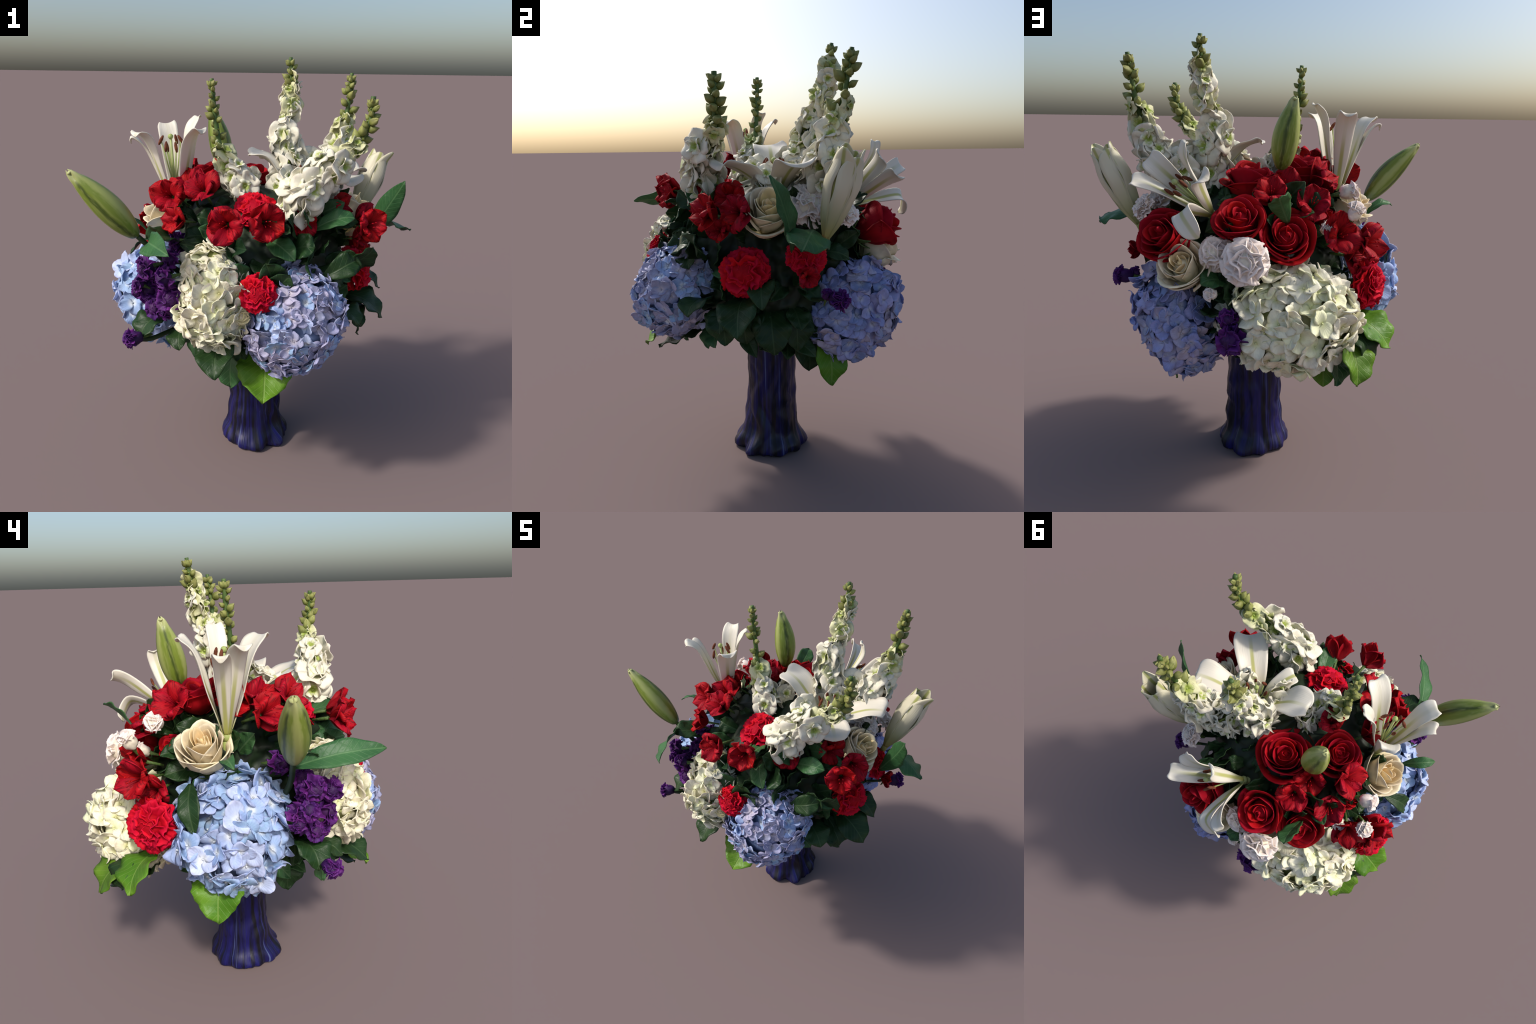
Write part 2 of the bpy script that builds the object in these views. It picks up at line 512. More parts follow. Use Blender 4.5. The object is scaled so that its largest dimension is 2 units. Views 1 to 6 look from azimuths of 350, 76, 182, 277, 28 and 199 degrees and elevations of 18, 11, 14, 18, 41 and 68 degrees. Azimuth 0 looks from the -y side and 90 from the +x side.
# ------------------------------------------------------------------ hydrangeas
def floret_mesh(mat, var):
    r = random.Random(var)
    g = Geo()
    for q in range(4):
        a0 = q * TAU / 4 + r.uniform(-.12, .12)
        wid = r.uniform(.48, .58)
        t = np.linspace(0, 1, 7)
        s = np.linspace(-1, 1, 6)
        bend, cup = r.uniform(-.6, .55), r.uniform(-.45, .6)
        tilt = r.uniform(-.25, .25)
        P = np.zeros((7, 6, 3))
        for i, ti in enumerate(t):
            w = wid * math.sin(math.pi * min(1, .10 + .90 * ti) ** .8 * .86) ** .75 if ti < 1 else wid * .34
            for j, sj in enumerate(s):
                y = ti * (1.0 - .10 * sj * sj * ti)
                x = sj * w
                z = .10 + bend * ti * ti * .5 + cup * sj * sj * w * .6 + tilt * sj * ti - .1 * (1 - ti) + .02 * (q % 2) * ti
                P[i, j] = (x * math.cos(a0) - y * math.sin(a0), x * math.sin(a0) + y * math.cos(a0), z)
        g.sheet(P, .035)
    g.ball((0, 0, .06), .07, 0, 6, 5)
    return g.mesh('hydrangea_floret', [mat])


def sphere_points(n):
    k = np.arange(n) + .5
    th = np.arccos(1 - 2 * k / n)
    ph = math.pi * (1 + 5 ** .5) * k
    return np.stack([np.sin(th) * np.cos(ph), np.sin(th) * np.sin(ph), np.cos(th)], -1)


def hydrangea(kind, c, r, mats, size, n, seed, dents=(), lobe=.05, shear=(0, 0), core='bluecore'):
    rr = random.Random(seed)
    c, r = V(*c), V(*r)
    g = Geo()
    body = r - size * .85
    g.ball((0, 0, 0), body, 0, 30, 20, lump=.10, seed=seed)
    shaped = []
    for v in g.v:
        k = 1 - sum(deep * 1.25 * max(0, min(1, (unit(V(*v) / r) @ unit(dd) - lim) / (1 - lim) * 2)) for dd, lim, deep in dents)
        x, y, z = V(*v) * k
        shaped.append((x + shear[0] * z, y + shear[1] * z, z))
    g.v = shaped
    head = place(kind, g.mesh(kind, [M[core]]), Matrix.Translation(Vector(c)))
    meshes = [floret_mesh(m, seed * 10 + i) for m in mats for i in range(4)]
    inner = unit(HEART - c)
    for d in sphere_points(n):
        d = unit(d + V(rr.uniform(-.1, .1), rr.uniform(-.1, .1), rr.uniform(-.1, .1)))
        if d @ inner > .62:
            continue
        bump = 1 + lobe * noise.noise(Vector(d * 2.3) + Vector((seed, 0, 0)))
        for dd, lim, deep in dents:
            bump -= deep * max(0, min(1, (d @ unit(dd) - lim) / (1 - lim) * 2))
        off = d * (r - size * .30) * bump * rr.uniform(.94, 1.02)
        p = c + off + V(shear[0] * off[2], shear[1] * off[2], 0)
        nrm = unit(d / r)
        nrm = unit(nrm + V(*(rr.uniform(-.5, .5) for _ in range(3))))
        sc = size * rr.uniform(.82, 1.15)
        place(kind + '_floret', rr.choice(meshes), frame(p, nrm, rr.random() * TAU, (sc, sc, sc * rr.uniform(.8, 1.5))), head)


# ------------------------------------------------------------------ roses
def rose_petal_mesh(mat, r, h, span, flare, droop, seed):
    q = random.Random(seed)
    nt, ns = 14, 11
    P = np.zeros((nt, ns, 3))
    peak = q.uniform(.0, .10)
    for i, t in enumerate(np.linspace(0, 1, nt)):
        for j, s in enumerate(np.linspace(-1, 1, ns)):
            belly = .18 + .82 * math.sin(min(1, t / .62) * math.pi / 2)
            R = r * belly * (1 + .07 * s)
            lip = max(0, (t - .62) / .38)
            R += flare * lip ** 1.6 * (1 - .25 * abs(s)) + .015 * math.sin(5 * s + seed)
            z = h * t * (1 - .20 * abs(s) ** 2.2 * t) + peak * lip * (1 - abs(s)) - droop * lip ** 2.2
            z += .02 * math.sin(4 * s + seed * 2) * lip
            a = s * span * (1 - .28 * (1 - min(1, t / .5)))
            P[i, j] = (R * math.sin(a), R * math.cos(a), z)
    return Geo().sheet(P, .022).mesh('rose_petal', [mat])


ROSE_RINGS = [  # radius, petals, height, half span, outward flare, lip droop
    (.10, 2, 1.00, 1.9, .02, .00), (.21, 3, 1.04, 1.35, .05, .01), (.34, 3, 1.04, 1.30, .08, .03),
    (.49, 4, 1.02, 1.15, .11, .04), (.66, 4, 1.00, 1.15, .17, .07), (.80, 4, .90, 1.15, .22, .11)]
ROSE_CACHE = {}


def rose(p, r, colour='red', face=None, tall=1.25, open_=1.0, skip=()):
    face = unit(face) if face is not None else outward(p, .25)
    p = V(*p)
    Mx = frame(p - face * r * tall * .85, face, rnd.random() * TAU, (r, r, r * tall))
    key = 'core' + colour
    if key not in ROSE_CACHE:
        g = Geo()
        g.ball((0, 0, .45), (.46, .46, .42), 0, 16, 10)
        g.ball((0, 0, .62), (.13, .13, .36), 1, 12, 8)
        for k in range(5):
            a = k * TAU / 5
            P = np.array([[((.28 * (1 - t) ** .6 + .02) * s * math.cos(a) + (.12 + .75 * t ** .8) * math.sin(a),
                            -(.28 * (1 - t) ** .6 + .02) * s * math.sin(a) + (.12 + .75 * t ** .8) * math.cos(a), -.06 + .35 * t * t)
                           for s in np.linspace(-.5, .5, 4)] for t in np.linspace(0, 1, 7)])
            g.sheet(P, .03, 2)
        g.tube([(0, 0, -.55), (0, 0, .1)], .07, .09, 2)
        inner = M['amber'] if colour == 'cream' else M['red']
        ROSE_CACHE[key] = g.mesh('rose', [M[colour], inner, M['stem']])
        for i, (rr, n, h, span, fl, dr) in enumerate(ROSE_RINGS):
            m = M['amber'] if colour == 'cream' and i < 3 else M[colour]
            ROSE_CACHE[colour, i] = [rose_petal_mesh(m, rr, h, span, fl, dr, i * 5 + v) for v in range(2)]
    ob = place('rose', ROSE_CACHE[key], Mx)
    for i, (rr, n, h, span, fl, dr) in enumerate(ROSE_RINGS):
        if i in skip:
            continue
        a0 = rnd.random() * TAU
        for k in range(n):
            tilt = Matrix.Rotation(-rnd.uniform(-.06, .13) * (i / 3) * open_, 4, 'X') @ Matrix.Rotation(rnd.uniform(-.12, .12), 4, 'Y')
            place('rose_petal', rnd.choice(ROSE_CACHE[colour, i]),
                  Mx @ Matrix.Rotation(a0 + k * TAU / n + rnd.uniform(-.15, .15), 4, 'Z') @ tilt @ Matrix.Diagonal((1, 1, rnd.uniform(.88, 1.10), 1)), ob)


# ------------------------------------------------------------------ carnations and other ruffled blooms
def ruffle_petal_mesh(name, mat, seed, amp=.13, waves=5, width=.62, teeth=.06, thick=.03):
    q = random.Random(seed)
    nt, ns = 9, 17
    P = np.zeros((nt, ns, 3))
    ph, ph2 = q.uniform(0, TAU), q.uniform(0, TAU)
    for i, t in enumerate(np.linspace(0, 1, nt)):
        w = .12 + width * t ** 1.1
        for j, s in enumerate(np.linspace(-1, 1, ns)):
            y = t * (1 - .22 * s * s * t) + (teeth * (1 if j % 2 else -1) * t ** 6)
            z = amp * t ** 1.6 * (math.sin(s * waves + ph) + .5 * math.sin(s * waves * 2.1 + ph2)) - .22 * t * t
            P[i, j] = (s * w, y, z)
    return Geo().sheet(P, thick).mesh(name, [mat])


RUFFLE_CACHE = {}


def ruffled_flower(kind, p, r, colour, face=None, flat=1.0, rings=((.15, 5, .80), (.55, 8, .92), (1.0, 10, 1.0), (1.5, 8, .98)), amp=.15, waves=4.2, teeth=.025, green=False):
    face = unit(face) if face is not None else outward(p, .15)
    p = V(*p)
    base = p - face * r * .55 * flat
    key = (kind, colour)
    if key not in RUFFLE_CACHE:
        g = Geo()
        g.ball((0, 0, .18), (.62, .62, .55), 0, 16, 10, lump=.25)
        g.tube([(0, 0, -1.1), (0, 0, -.5), (0, 0, .1)], .10, .30, 1)
        if green:
            g.ball((0, 0, .62), (.16, .16, .14), 2, 8, 6)
        RUFFLE_CACHE[key] = (g.mesh(kind, [M[colour], M['stem'], M['heartgreen']]),
                             [ruffle_petal_mesh(kind + '_petal', M[colour], v + len(kind), amp, waves, teeth=teeth) for v in range(5)])
    core, petals = RUFFLE_CACHE[key]
    Mx = frame(base, face, rnd.random() * TAU, (r, r, r * flat))
    ob = place(kind, core, Mx)
    for pitch, n, ln in rings:
        a0 = rnd.random() * TAU
        for k in range(n):
            a = a0 + k * TAU / n + rnd.uniform(-.2, .2)
            pt = math.pi / 2 - pitch + rnd.uniform(-.15, .15)
            s = ln * rnd.uniform(.9, 1.08)
            place(kind + '_petal', rnd.choice(petals),
                  Mx @ Matrix.Rotation(a, 4, 'Z') @ Matrix.Rotation(pt, 4, 'X') @ Matrix.Rotation(rnd.uniform(-.2, .2), 4, 'Y') @ Matrix.Diagonal((s * .9, s, s, 1)), ob)


# ------------------------------------------------------------------ alstroemeria
def trumpet_petal(mat, seed, wide, flare, length):
    q = random.Random(seed)
    nt, ns = 11, 9
    P = np.zeros((nt, ns, 3))
    ph = q.uniform(0, TAU)
    for i, t in enumerate(np.linspace(0, 1, nt)):
        rad = .07 + .30 * t + flare * max(0, t - .35) ** 1.7
        z = length * (t - .10 * max(0, t - .5) ** 2 * 4 * flare)
        w = wide * float(half_width(np.array(t), .18, .68, .12))
        for j, s in enumerate(np.linspace(-1, 1, ns)):
            lift = -.30 * w * s * s + .11 * t * math.sin(3.2 * s + ph) + .07 * t * math.sin(7 * s + ph * 2)
            P[i, j] = (s * w, rad - lift * .5, z + lift * .8)
    return Geo().sheet(P, .025).mesh('alstroemeria_petal', [mat])


ALSTRO = {}


def alstroemeria(p, r=.085, face=None, wide=1.0):
    if not ALSTRO:
        ALSTRO['outer'] = [trumpet_petal(M['alstro'], v, .66, 1.15, 1.12) for v in range(4)]
        ALSTRO['inner'] = [trumpet_petal(M['alstro'], v + 9, .52, .80, 1.16) for v in range(3)]
        g = Geo()
        g.tube([(0, 0, -.9), (0, 0, -.3), (0, 0, .05)], .06, .10, 0)
        g.ball((0, 0, .05), (.12, .12, .22), 0, 8, 6)
        for k in range(4):
            a = k * 1.7
            g.tube([(0, 0, .1), (.08 * math.cos(a), .08 * math.sin(a), .6), (.16 * math.cos(a), .16 * math.sin(a), .95)], .018, .014, 1, 5)
            g.ball((.16 * math.cos(a), .16 * math.sin(a), .97), (.035, .035, .06), 1, 6, 5)
        ALSTRO['core'] = g.mesh('alstroemeria', [M['stem'], M['alstro']])
    face = unit(face) if face is not None else outward(p, .2)
    Mx = frame(V(*p) - face * r * 1.0, face, rnd.random() * TAU, r)
    ob = place('alstroemeria', ALSTRO['core'], Mx)
    for k in range(6):
        kind = 'outer' if k % 2 == 0 else 'inner'
        s = rnd.uniform(.92, 1.1)
        place('alstroemeria_petal', rnd.choice(ALSTRO[kind]),
              Mx @ Matrix.Rotation(k * TAU / 6 + rnd.uniform(-.12, .12), 4, 'Z') @ Matrix.Rotation(rnd.uniform(-.16, .1), 4, 'X') @ Matrix.Diagonal((s * wide, s, s, 1)), ob)


# ------------------------------------------------------------------ stock spikes
def stock_floret_mesh(mat, seed, inner=3):
    q = random.Random(seed)
    g = Geo()
    for ring, (n, ln, wid, rise) in enumerate([(4, 1.0, .66, .10), (inner, .50, .34, .34)]):
        for k in range(n):
            a = k * TAU / n + ring * .5 + q.uniform(-.15, .15)
            bend, ph = q.uniform(-.7, .3), q.uniform(0, TAU)
            P = np.zeros((7, 7, 3))
            for i, t in enumerate(np.linspace(0, 1, 7)):
                w = wid * (.25 + .75 * math.sin(math.pi * min(1, t * 1.0) * .72))
                for j, s in enumerate(np.linspace(-1, 1, 7)):
                    y = ln * t * (1 - .16 * s * s * t)
                    z = rise * math.sin(t * 2.2) + bend * t * t * .5 + .17 * t * t * math.sin(3 * s + ph) + .06 * s * s
                    P[i, j] = (s * w * math.cos(a) - y * math.sin(a), s * w * math.sin(a) + y * math.cos(a), z)
            g.sheet(P, .035)
    g.ball((0, 0, .05), (.12, .12, .16), 1, 8, 6)
    g.tube([(0, 0, -.7), (0, 0, -.3), (0, 0, .03)], .10, .16, 1, 6)
    return g.mesh('stock_floret', [mat, M['heartgreen']])


def stock_bud_mesh(seed):
    g = Geo()
    th = np.linspace(0, 1, 10)
    P = np.zeros((10, 14, 3))
    for i, t in enumerate(th):
        r = .33 * math.sin(math.pi * t ** .85) ** .8 if 0 < t < 1 else 0
        for j in range(14):
            a = j * TAU / 14
            rr = r * (1 + .16 * abs(math.cos(2 * a + seed)) - .08)
            P[i, j] = (rr * math.cos(a), rr * math.sin(a), t + .1 * math.sin(2 * a + seed) * t * t)
    g.grid(P, wrap=True)
    g.tube([(0, 0, -.6), (0, 0, .1)], .10, .14, 0, 6)
    return g.mesh('stock_bud', [M['budgreen']])


STOCK = dict(white=[stock_floret_mesh(M['stock'], v) for v in range(5)],
             green=[stock_floret_mesh(M['stockgreen'], v + 20, 3) for v in range(3)],
             bud=[stock_bud_mesh(v) for v in range(3)])


def stock_spike(path, plan, knob=.05, stem=.012):
    """plan: list of (t0, t1, count, kind, size0, size1, spread) along the path from top (0) to foot (1)."""
    sp = catmull(path, 60)
    g = Geo().tube(sp[::-1], stem * 1.2, stem * .8, 0)
    ob = place('stock_spike', g.mesh('stock_spike', [M['stem']]))
    a = rnd.random() * TAU
    for k in range(5):   # crown of tight buds
        ax = unit(sp[0] - sp[3])
        d = unit(ax * 1.0 + V(math.cos(k * 1.3), math.sin(k * 1.3), 0) * (.0 if k == 0 else .9))
        place('stock_bud', rnd.choice(STOCK['bud']), frame(sp[0] + V(0, 0, -knob * 1.0) + ax * .0, d, k, knob * rnd.uniform(.85, 1.0)), ob)
    for t0, t1, n, kind, s0, s1, spread in plan:
        for k in range(n):
            t = t0 + (t1 - t0) * (k + rnd.uniform(.1, .9)) / n
            f = t * 59
            i = min(58, int(f))
            p = sp[i] + (sp[i + 1] - sp[i]) * (f - i)
            ax = unit(sp[i] - sp[i + 1])
            a += 2.4 + rnd.uniform(-.4, .4)
            e1 = unit(np.cross(ax, V(.2, 1, .1)))
            e2 = np.cross(ax, e1)
            d = math.cos(a) * e1 + math.sin(a) * e2
            u = (k + .5) / n
            size = (s0 + (s1 - s0) * u) * rnd.uniform(.78, 1.22)
            go = unit(d + ax * (.75 if kind == 'bud' else rnd.uniform(-.25, .6)))
            place('stock_bud' if kind == 'bud' else 'stock_floret', rnd.choice(STOCK[kind]),
                  frame(p + d * spread * (rnd.uniform(.35, 1.15) if kind != 'bud' else .6), go, rnd.random() * TAU, size), ob)


# ------------------------------------------------------------------ lilies
def lily_bud(base, tip, r, mat='bud', beak=.0):
    base, tip = V(*base), V(*tip)
    L = np.linalg.norm(tip - base)
    nz, seg = 26, 36
    P = np.zeros((nz, seg, 3))
    for i, t in enumerate(np.linspace(0, 1, nz)):
        rr = r / L * (math.sin(math.pi * (.04 + .93 * t ** .85)) ** .75)
        if i in (0, nz - 1):
            rr *= .35 if i == 0 else .5
        for j in range(seg):
            a = j * TAU / seg
            lobe = 1 + .10 * abs(math.cos(1.5 * a)) ** .6 - .05 + .02 * math.cos(6 * a)
            bend = .05 * math.sin(math.pi * t)
            P[i, j] = (rr * lobe * math.cos(a) + bend * .5, rr * lobe * math.sin(a), t + (.03 * math.cos(3 * a) * (t > .9)))
    g = Geo().grid(P, wrap=True)
    g.ball((0, 0, .985), (r / L * .28, r / L * .28, .02), 0, 10, 6)
    return place('lily_bud', g.mesh('lily_bud', [M[mat]]), frame(base, tip - base, rnd.random() * 3, L))


def stalk(points, r0=.012, r1=.010, mat='stemdark'):
    return place('stem', Geo().tube(catmull(points, 24), r0, r1).mesh('stem', [M[mat]]))


def lily(base, axis, petals, stamens=True, depth=.2):
    """petals: (tip, half width, recurve) - the spine runs up the tube and rolls back to the tip."""
    base, axis = V(*base), unit(axis)
    g = Geo()
    g.tube([base - axis * .12, base - axis * .02], .014, .018, 0)
    g.ball(base, .022, 0, 10, 7)
    if stamens:
        top = base + axis * depth * 1.12
        g.tube([base, base + axis * depth * .6, top], .006, .006, 0, 6)
        g.ball(top, .013, 0, 8, 6)
    ob = place('lily', g.mesh('lily', [M['filament']]))
    ref = unit(np.cross(axis, V(.3, .8, .2)))
    ref2 = np.cross(axis, ref)
    for tip, w, roll in petals:
        tip = V(*tip)
        rel = tip - base
        h = rel @ axis
        rad = rel - axis * h
        rl = np.linalg.norm(rad)
        ru = unit(rad)
        lean = min(.9, rl / (rl + max(h, .05)))
        p1 = base + axis * max(h * .45, depth * .5) + ru * (.018 + rl * .27)
        p2 = base + axis * (max(h * .85, depth * .8) + roll * .4) + ru * (rl * .68)
        p3 = tip + axis * roll * .35 - ru * rl * .06
        face = unit(axis - ru * .6)
        blade('lily_petal', M['lily'], [base + ru * .012, p1, p2, p3, tip], face, w, nv=11, nu=26, base=.18, peak=.62, tip=.10, fold=-.02, cup=.24,
              ruffle=.10, waves=2.2, thick=.004, parent=ob, seed=rnd.random() * 9)
    if stamens:
        for k in range(6):
            a = k * TAU / 6 + .3
            d = math.cos(a) * ref + math.sin(a) * ref2
            end = base + axis * depth * rnd.uniform(.95, 1.08) + d * .045
            s = Geo().tube([base, base + axis * depth * .55 + d * .015, end], .004, .003, 0, 5)
            place('lily_stamen', s.mesh('lily_stamen', [M['filament']]), None, ob)
            b = Geo().ball((0, 0, 0), (.008, .008, .026), 0, 8, 6)
            place('lily_anther', b.mesh('lily_anther', [M['anther']]), frame(end, unit(axis + d * rnd.uniform(-.6, .4))), ob)


def half_open_lily(base, tip, r):
    base, tip = V(*base), V(*tip)
    ax = unit(tip - base)
    L = np.linalg.norm(tip - base)
    g = Geo().tube([base - ax * .12, base, base + ax * .05], .014, .02, 0)
    ob = place('lily', g.mesh('lily', [M['filament']]))
    e1 = unit(np.cross(ax, V(.1, 1, .2)))
    e2 = np.cross(ax, e1)
    for k in range(6):
        a = k * TAU / 6 + .2
        d = math.cos(a) * e1 + math.sin(a) * e2
        o = r * (1.0 if k % 2 else .93)
        end = base + ax * L * rnd.uniform(.94, 1.04) + d * o * (.80 if k != 2 else 1.15)
        blade('lily_petal', M['lilygreen'], [base + d * .012, base + ax * L * .25 + d * o * .62, base + ax * L * .6 + d * o, base + ax * L * .86 + d * o * .82, end],
              unit(-d + ax * .1), r * .95, nv=9, nu=24, base=.25, peak=.55, tip=.14, fold=0, cup=.42, ruffle=.04, parent=ob, thick=.004)


# ================================================================== assembly
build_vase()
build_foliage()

# hydrangea heads: centre, radii (fitted to the silhouettes)
hydrangea('blue_hydrangea', (-.430, -.031, .921), (.240, .243, .278), [M['blue']], .064, 165, 1, dents=[((-.85, .40, .36), .90, .32), ((-.45, .35, .8), .70, .18)], lobe=.08)
hydrangea('white_hydrangea', (-.236, -.452, 1.020), (.165, .140, .232), [M['white']], .056, 120, 2, lobe=.1, shear=(-.06, .26), core='whitecore', dents=[((-.8, -.3, .6), .5, .20), ((0, -.6, -.75), .6, .12)])
hydrangea('lavender_hydrangea', (.120, -.468, .902), (.230, .205, .236), [M['violet'], M['violet'], M['blue']], .047, 235, 3, shear=(.14, .12), lobe=.09, dents=[((.2, -.6, .75), .6, .09)])
hydrangea('blue_hydrangea', (.340, .318, .790), (.185, .238, .262), [M['deepblue'], M['violet'], M['deepblue']], .052, 190, 4, lobe=.1, shear=(.20, .05))
hydrangea('white_hydrangea', (-.155, .437, .845), (.296, .236, .236), [M['white']], .062, 175, 5, lobe=.1, core='whitecore')

# red roses
rose((.375, .472, 1.205), .114, face=(.36, .80, .42), tall=1.5)
rose((.052, .472, 1.285), .112, face=(.03, .62, .75))
rose((-.140, .455, 1.206), .120, face=(-.1, .8, .55))
rose((.023, .213, 1.425), .132, face=(.0, .15, 1))
rose((-.207, .134, 1.455), .105, face=(-.25, .1, 1))
rose((-.326, .235, 1.243), .062, face=(-.7, .2, .6), tall=1.7, skip=(5,))
# cream roses
rose((-.440, .072, 1.292), .108, 'cream', face=(-.56, .03, .83), tall=1.75)
rose((.292, .512, 1.090), .112, 'cream', face=(.2, .75, .6), tall=1.4)
rose((.510, -.115, 1.310), .108, 'cream', face=(.68, -.15, .70), tall=1.7)

# carnations
for p, r, col, flat in [((-.055, -.565, 1.060), .080, 'carnation', 1), ((.520, -.230, 1.036), .105, 'carnation', 1),
                        ((.575, .035, 1.110), .085, 'carnation', .8), ((-.528, .310, .958), .110, 'carnation', 1),
                        ((-.019, -.277, 1.366), .108, 'carnation', .95),
                        ((.463, .075, 1.330), .098, 'pale', 1),
                        ((.270, .180, 1.235), .080, 'pale', 1), ((.530, .225, 1.285), .058, 'pale', 1)]:
    ruffled_flower('carnation', p, r, col, flat=flat)
# small closed white blooms
TIGHT = ((.05, 4, .85), (.25, 5, .95), (.5, 6, .95))
for p, r, f in [((-.416, .271, 1.367), .052, (-.9, .1, .25)), ((-.425, .381, 1.307), .050, (-.3, .3, .8)), ((-.305, .378, 1.221), .042, (-.2, .8, .3))]:
    ruffled_flower('white_bloom', p, r, 'pale', face=f, flat=1.3, rings=TIGHT, amp=.035, waves=2.0, teeth=.01)

PUFF = ((.05, 4, .8), (.35, 6, .95), (.75, 8, 1.0), (1.2, 8, 1.0))
for p, r in [((.018, .612, 1.136), .095), ((.156, .520, 1.144), .070)]:
    ruffled_flower('blush_bloom', p, r, 'pale', rings=PUFF, flat=1.1, amp=.10, waves=3.0, teeth=.008)

# alstroemerias
for p, r, f in [((-.418, -.215, 1.415), .095, (-.45, -.75, .35)), ((-.300, -.165, 1.470), .095, (-.2, -.55, .8)),
                ((-.194, -.510, 1.345), .092, (-.35, -.9, .2)), ((-.007, -.500, 1.340), .092, (.1, -.95, .15)),
                ((.183, -.375, 1.310), .080, (.25, -.95, .2)), ((.515, -.275, 1.300), .082, (.55, -.75, .3)),
                ((.400, -.270, 1.345), .075, (.75, -.6, .2)), ((.490, -.395, 1.295), .078, (.35, -.9, .3)), ((.470, -.330, 1.215), .060, (.6, -.75, .2)), ((-.270, -.275, 1.475), .080, (-.4, -.5, .75)),
                ((-.306, .235, 1.435), .092, (-.75, .3, .55)), ((-.120, .300, 1.400), .085, (-.1, .75, .65)),
                ((-.068, .385, 1.385), .078, (.0, .7, .7)), ((-.249, .375, 1.340), .085, (-.2, .8, .55)),
                ((-.373, .418, 1.206), .088, (-.35, .85, .3)), ((-.520, .362, 1.160), .098, (-.8, .55, .15)),
                ((-.470, .300, 1.080), .085, (-.9, .4, .0)), ((-.123, .017, 1.530), .060, (.1, -.1, 1)),
                ((-.330, -.05, 1.440), .080, (-.7, -.4, .6)), ((.64, .02, 1.02), .05, (.9, .1, -.1)), ((-.40, -.30, 1.32), .07, (-.8, -.4, .2))]:
    alstroemeria(p, r, f)

# white stock spikes, tip to foot
stock_spike([(.235, .250, 1.998), (.237, .231, 1.864), (.222, .196, 1.747), (.190, .145, 1.59), (.215, .085, 1.45), (.22, .07, 1.33)],
            [(.05, .22, 9, 'bud', .034, .050, .008), (.12, .50, 8, 'green', .050, .056, .024), (.22, .55, 6, 'white', .054, .062, .026),
             (.52, .98, 17, 'white', .068, .080, .050), (.55, .75, 3, 'green', .055, .06, .05)], knob=.040)
stock_spike([(-.185, .005, 1.897), (-.178, .002, 1.80), (-.170, -.004, 1.718), (-.145, -.022, 1.568), (-.085, -.07, 1.46), (-.03, -.11, 1.34)],
            [(.05, .62, 20, 'bud', .030, .052, .008), (.55, .80, 5, 'green', .046, .056, .024), (.72, 1.0, 11, 'white', .060, .074, .045)], knob=.036)
stock_spike([(.549, .219, 1.927), (.540, .207, 1.83), (.529, .197, 1.743), (.502, .179, 1.624), (.445, .150, 1.49), (.42, .11, 1.38)],
            [(.05, .22, 9, 'bud', .034, .050, .004), (.20, .52, 7, 'bud', .052, .062, .016), (.45, .66, 5, 'green', .048, .058, .028), (.62, 1.0, 13, 'white', .068, .082, .052)], knob=.040)
stock_spike([(.468, -.320, 1.835), (.462, -.317, 1.729), (.400, -.315, 1.617), (.285, -.325, 1.535), (.19, -.335, 1.45), (.16, -.33, 1.36)],
            [(.04, .40, 18, 'bud', .034, .056, .004), (.34, .60, 8, 'green', .046, .060, .024), (.54, 1.0, 17, 'white', .068, .086, .055)], knob=.042, stem=.014)
# short stock heads tucked between the tall ones
stock_spike([(.32, .17, 1.52), (.33, .15, 1.44), (.33, .12, 1.34)], [(.0, 1.0, 9, 'white', .06, .072, .04)], knob=.03)
stock_spike([(.13, -.06, 1.46), (.14, -.05, 1.40), (.15, -.03, 1.32)], [(.0, 1.0, 6, 'white', .06, .066, .035)], knob=.03)

# lilies
lily((-.358, -.012, 1.295), (-.06, -.02, 1), [((-.391, .154, 1.673), .048, .03), ((-.531, -.119, 1.650), .046, .05), ((-.557, -.038, 1.613), .036, .06),
                                            ((-.245, -.150, 1.665), .054, .05), ((-.246, .042, 1.72), .040, .0)], depth=.31)
lily((.185, .345, 1.265), (.55, .45, .62), [((.261, .448, 1.563), .040, .02), ((.424, .405, 1.503), .048, .0), ((.482, .468, 1.412), .044, .0),
                                           ((.148, .640, 1.445), .042, .05), ((.195, .626, 1.221), .045, .09)], depth=.2)
lily((.262, -.02, 1.325), (.0, -.05, 1), [((-.005, .020, 1.544), .085, .03), ((.410, -.303, 1.450), .085, .06), ((.560, .005, 1.461), .088, .04),
                                         ((.385, .200, 1.425), .065, .04), ((.12, -.17, 1.45), .05, .03)], depth=.145)
half_open_lily((.565, .112, 1.175), (.712, .160, 1.535), .066)

# lily buds
lily_bud((-.535, -.289, 1.245), (-.796, -.304, 1.536), .057, 'bud')
stalk([(-.30, -.22, 1.0), (-.42, -.27, 1.12), (-.537, -.289, 1.248)], .014, .012)
lily_bud((-.104, .230, 1.44), (-.161, .283, 1.748), .056, 'bud')

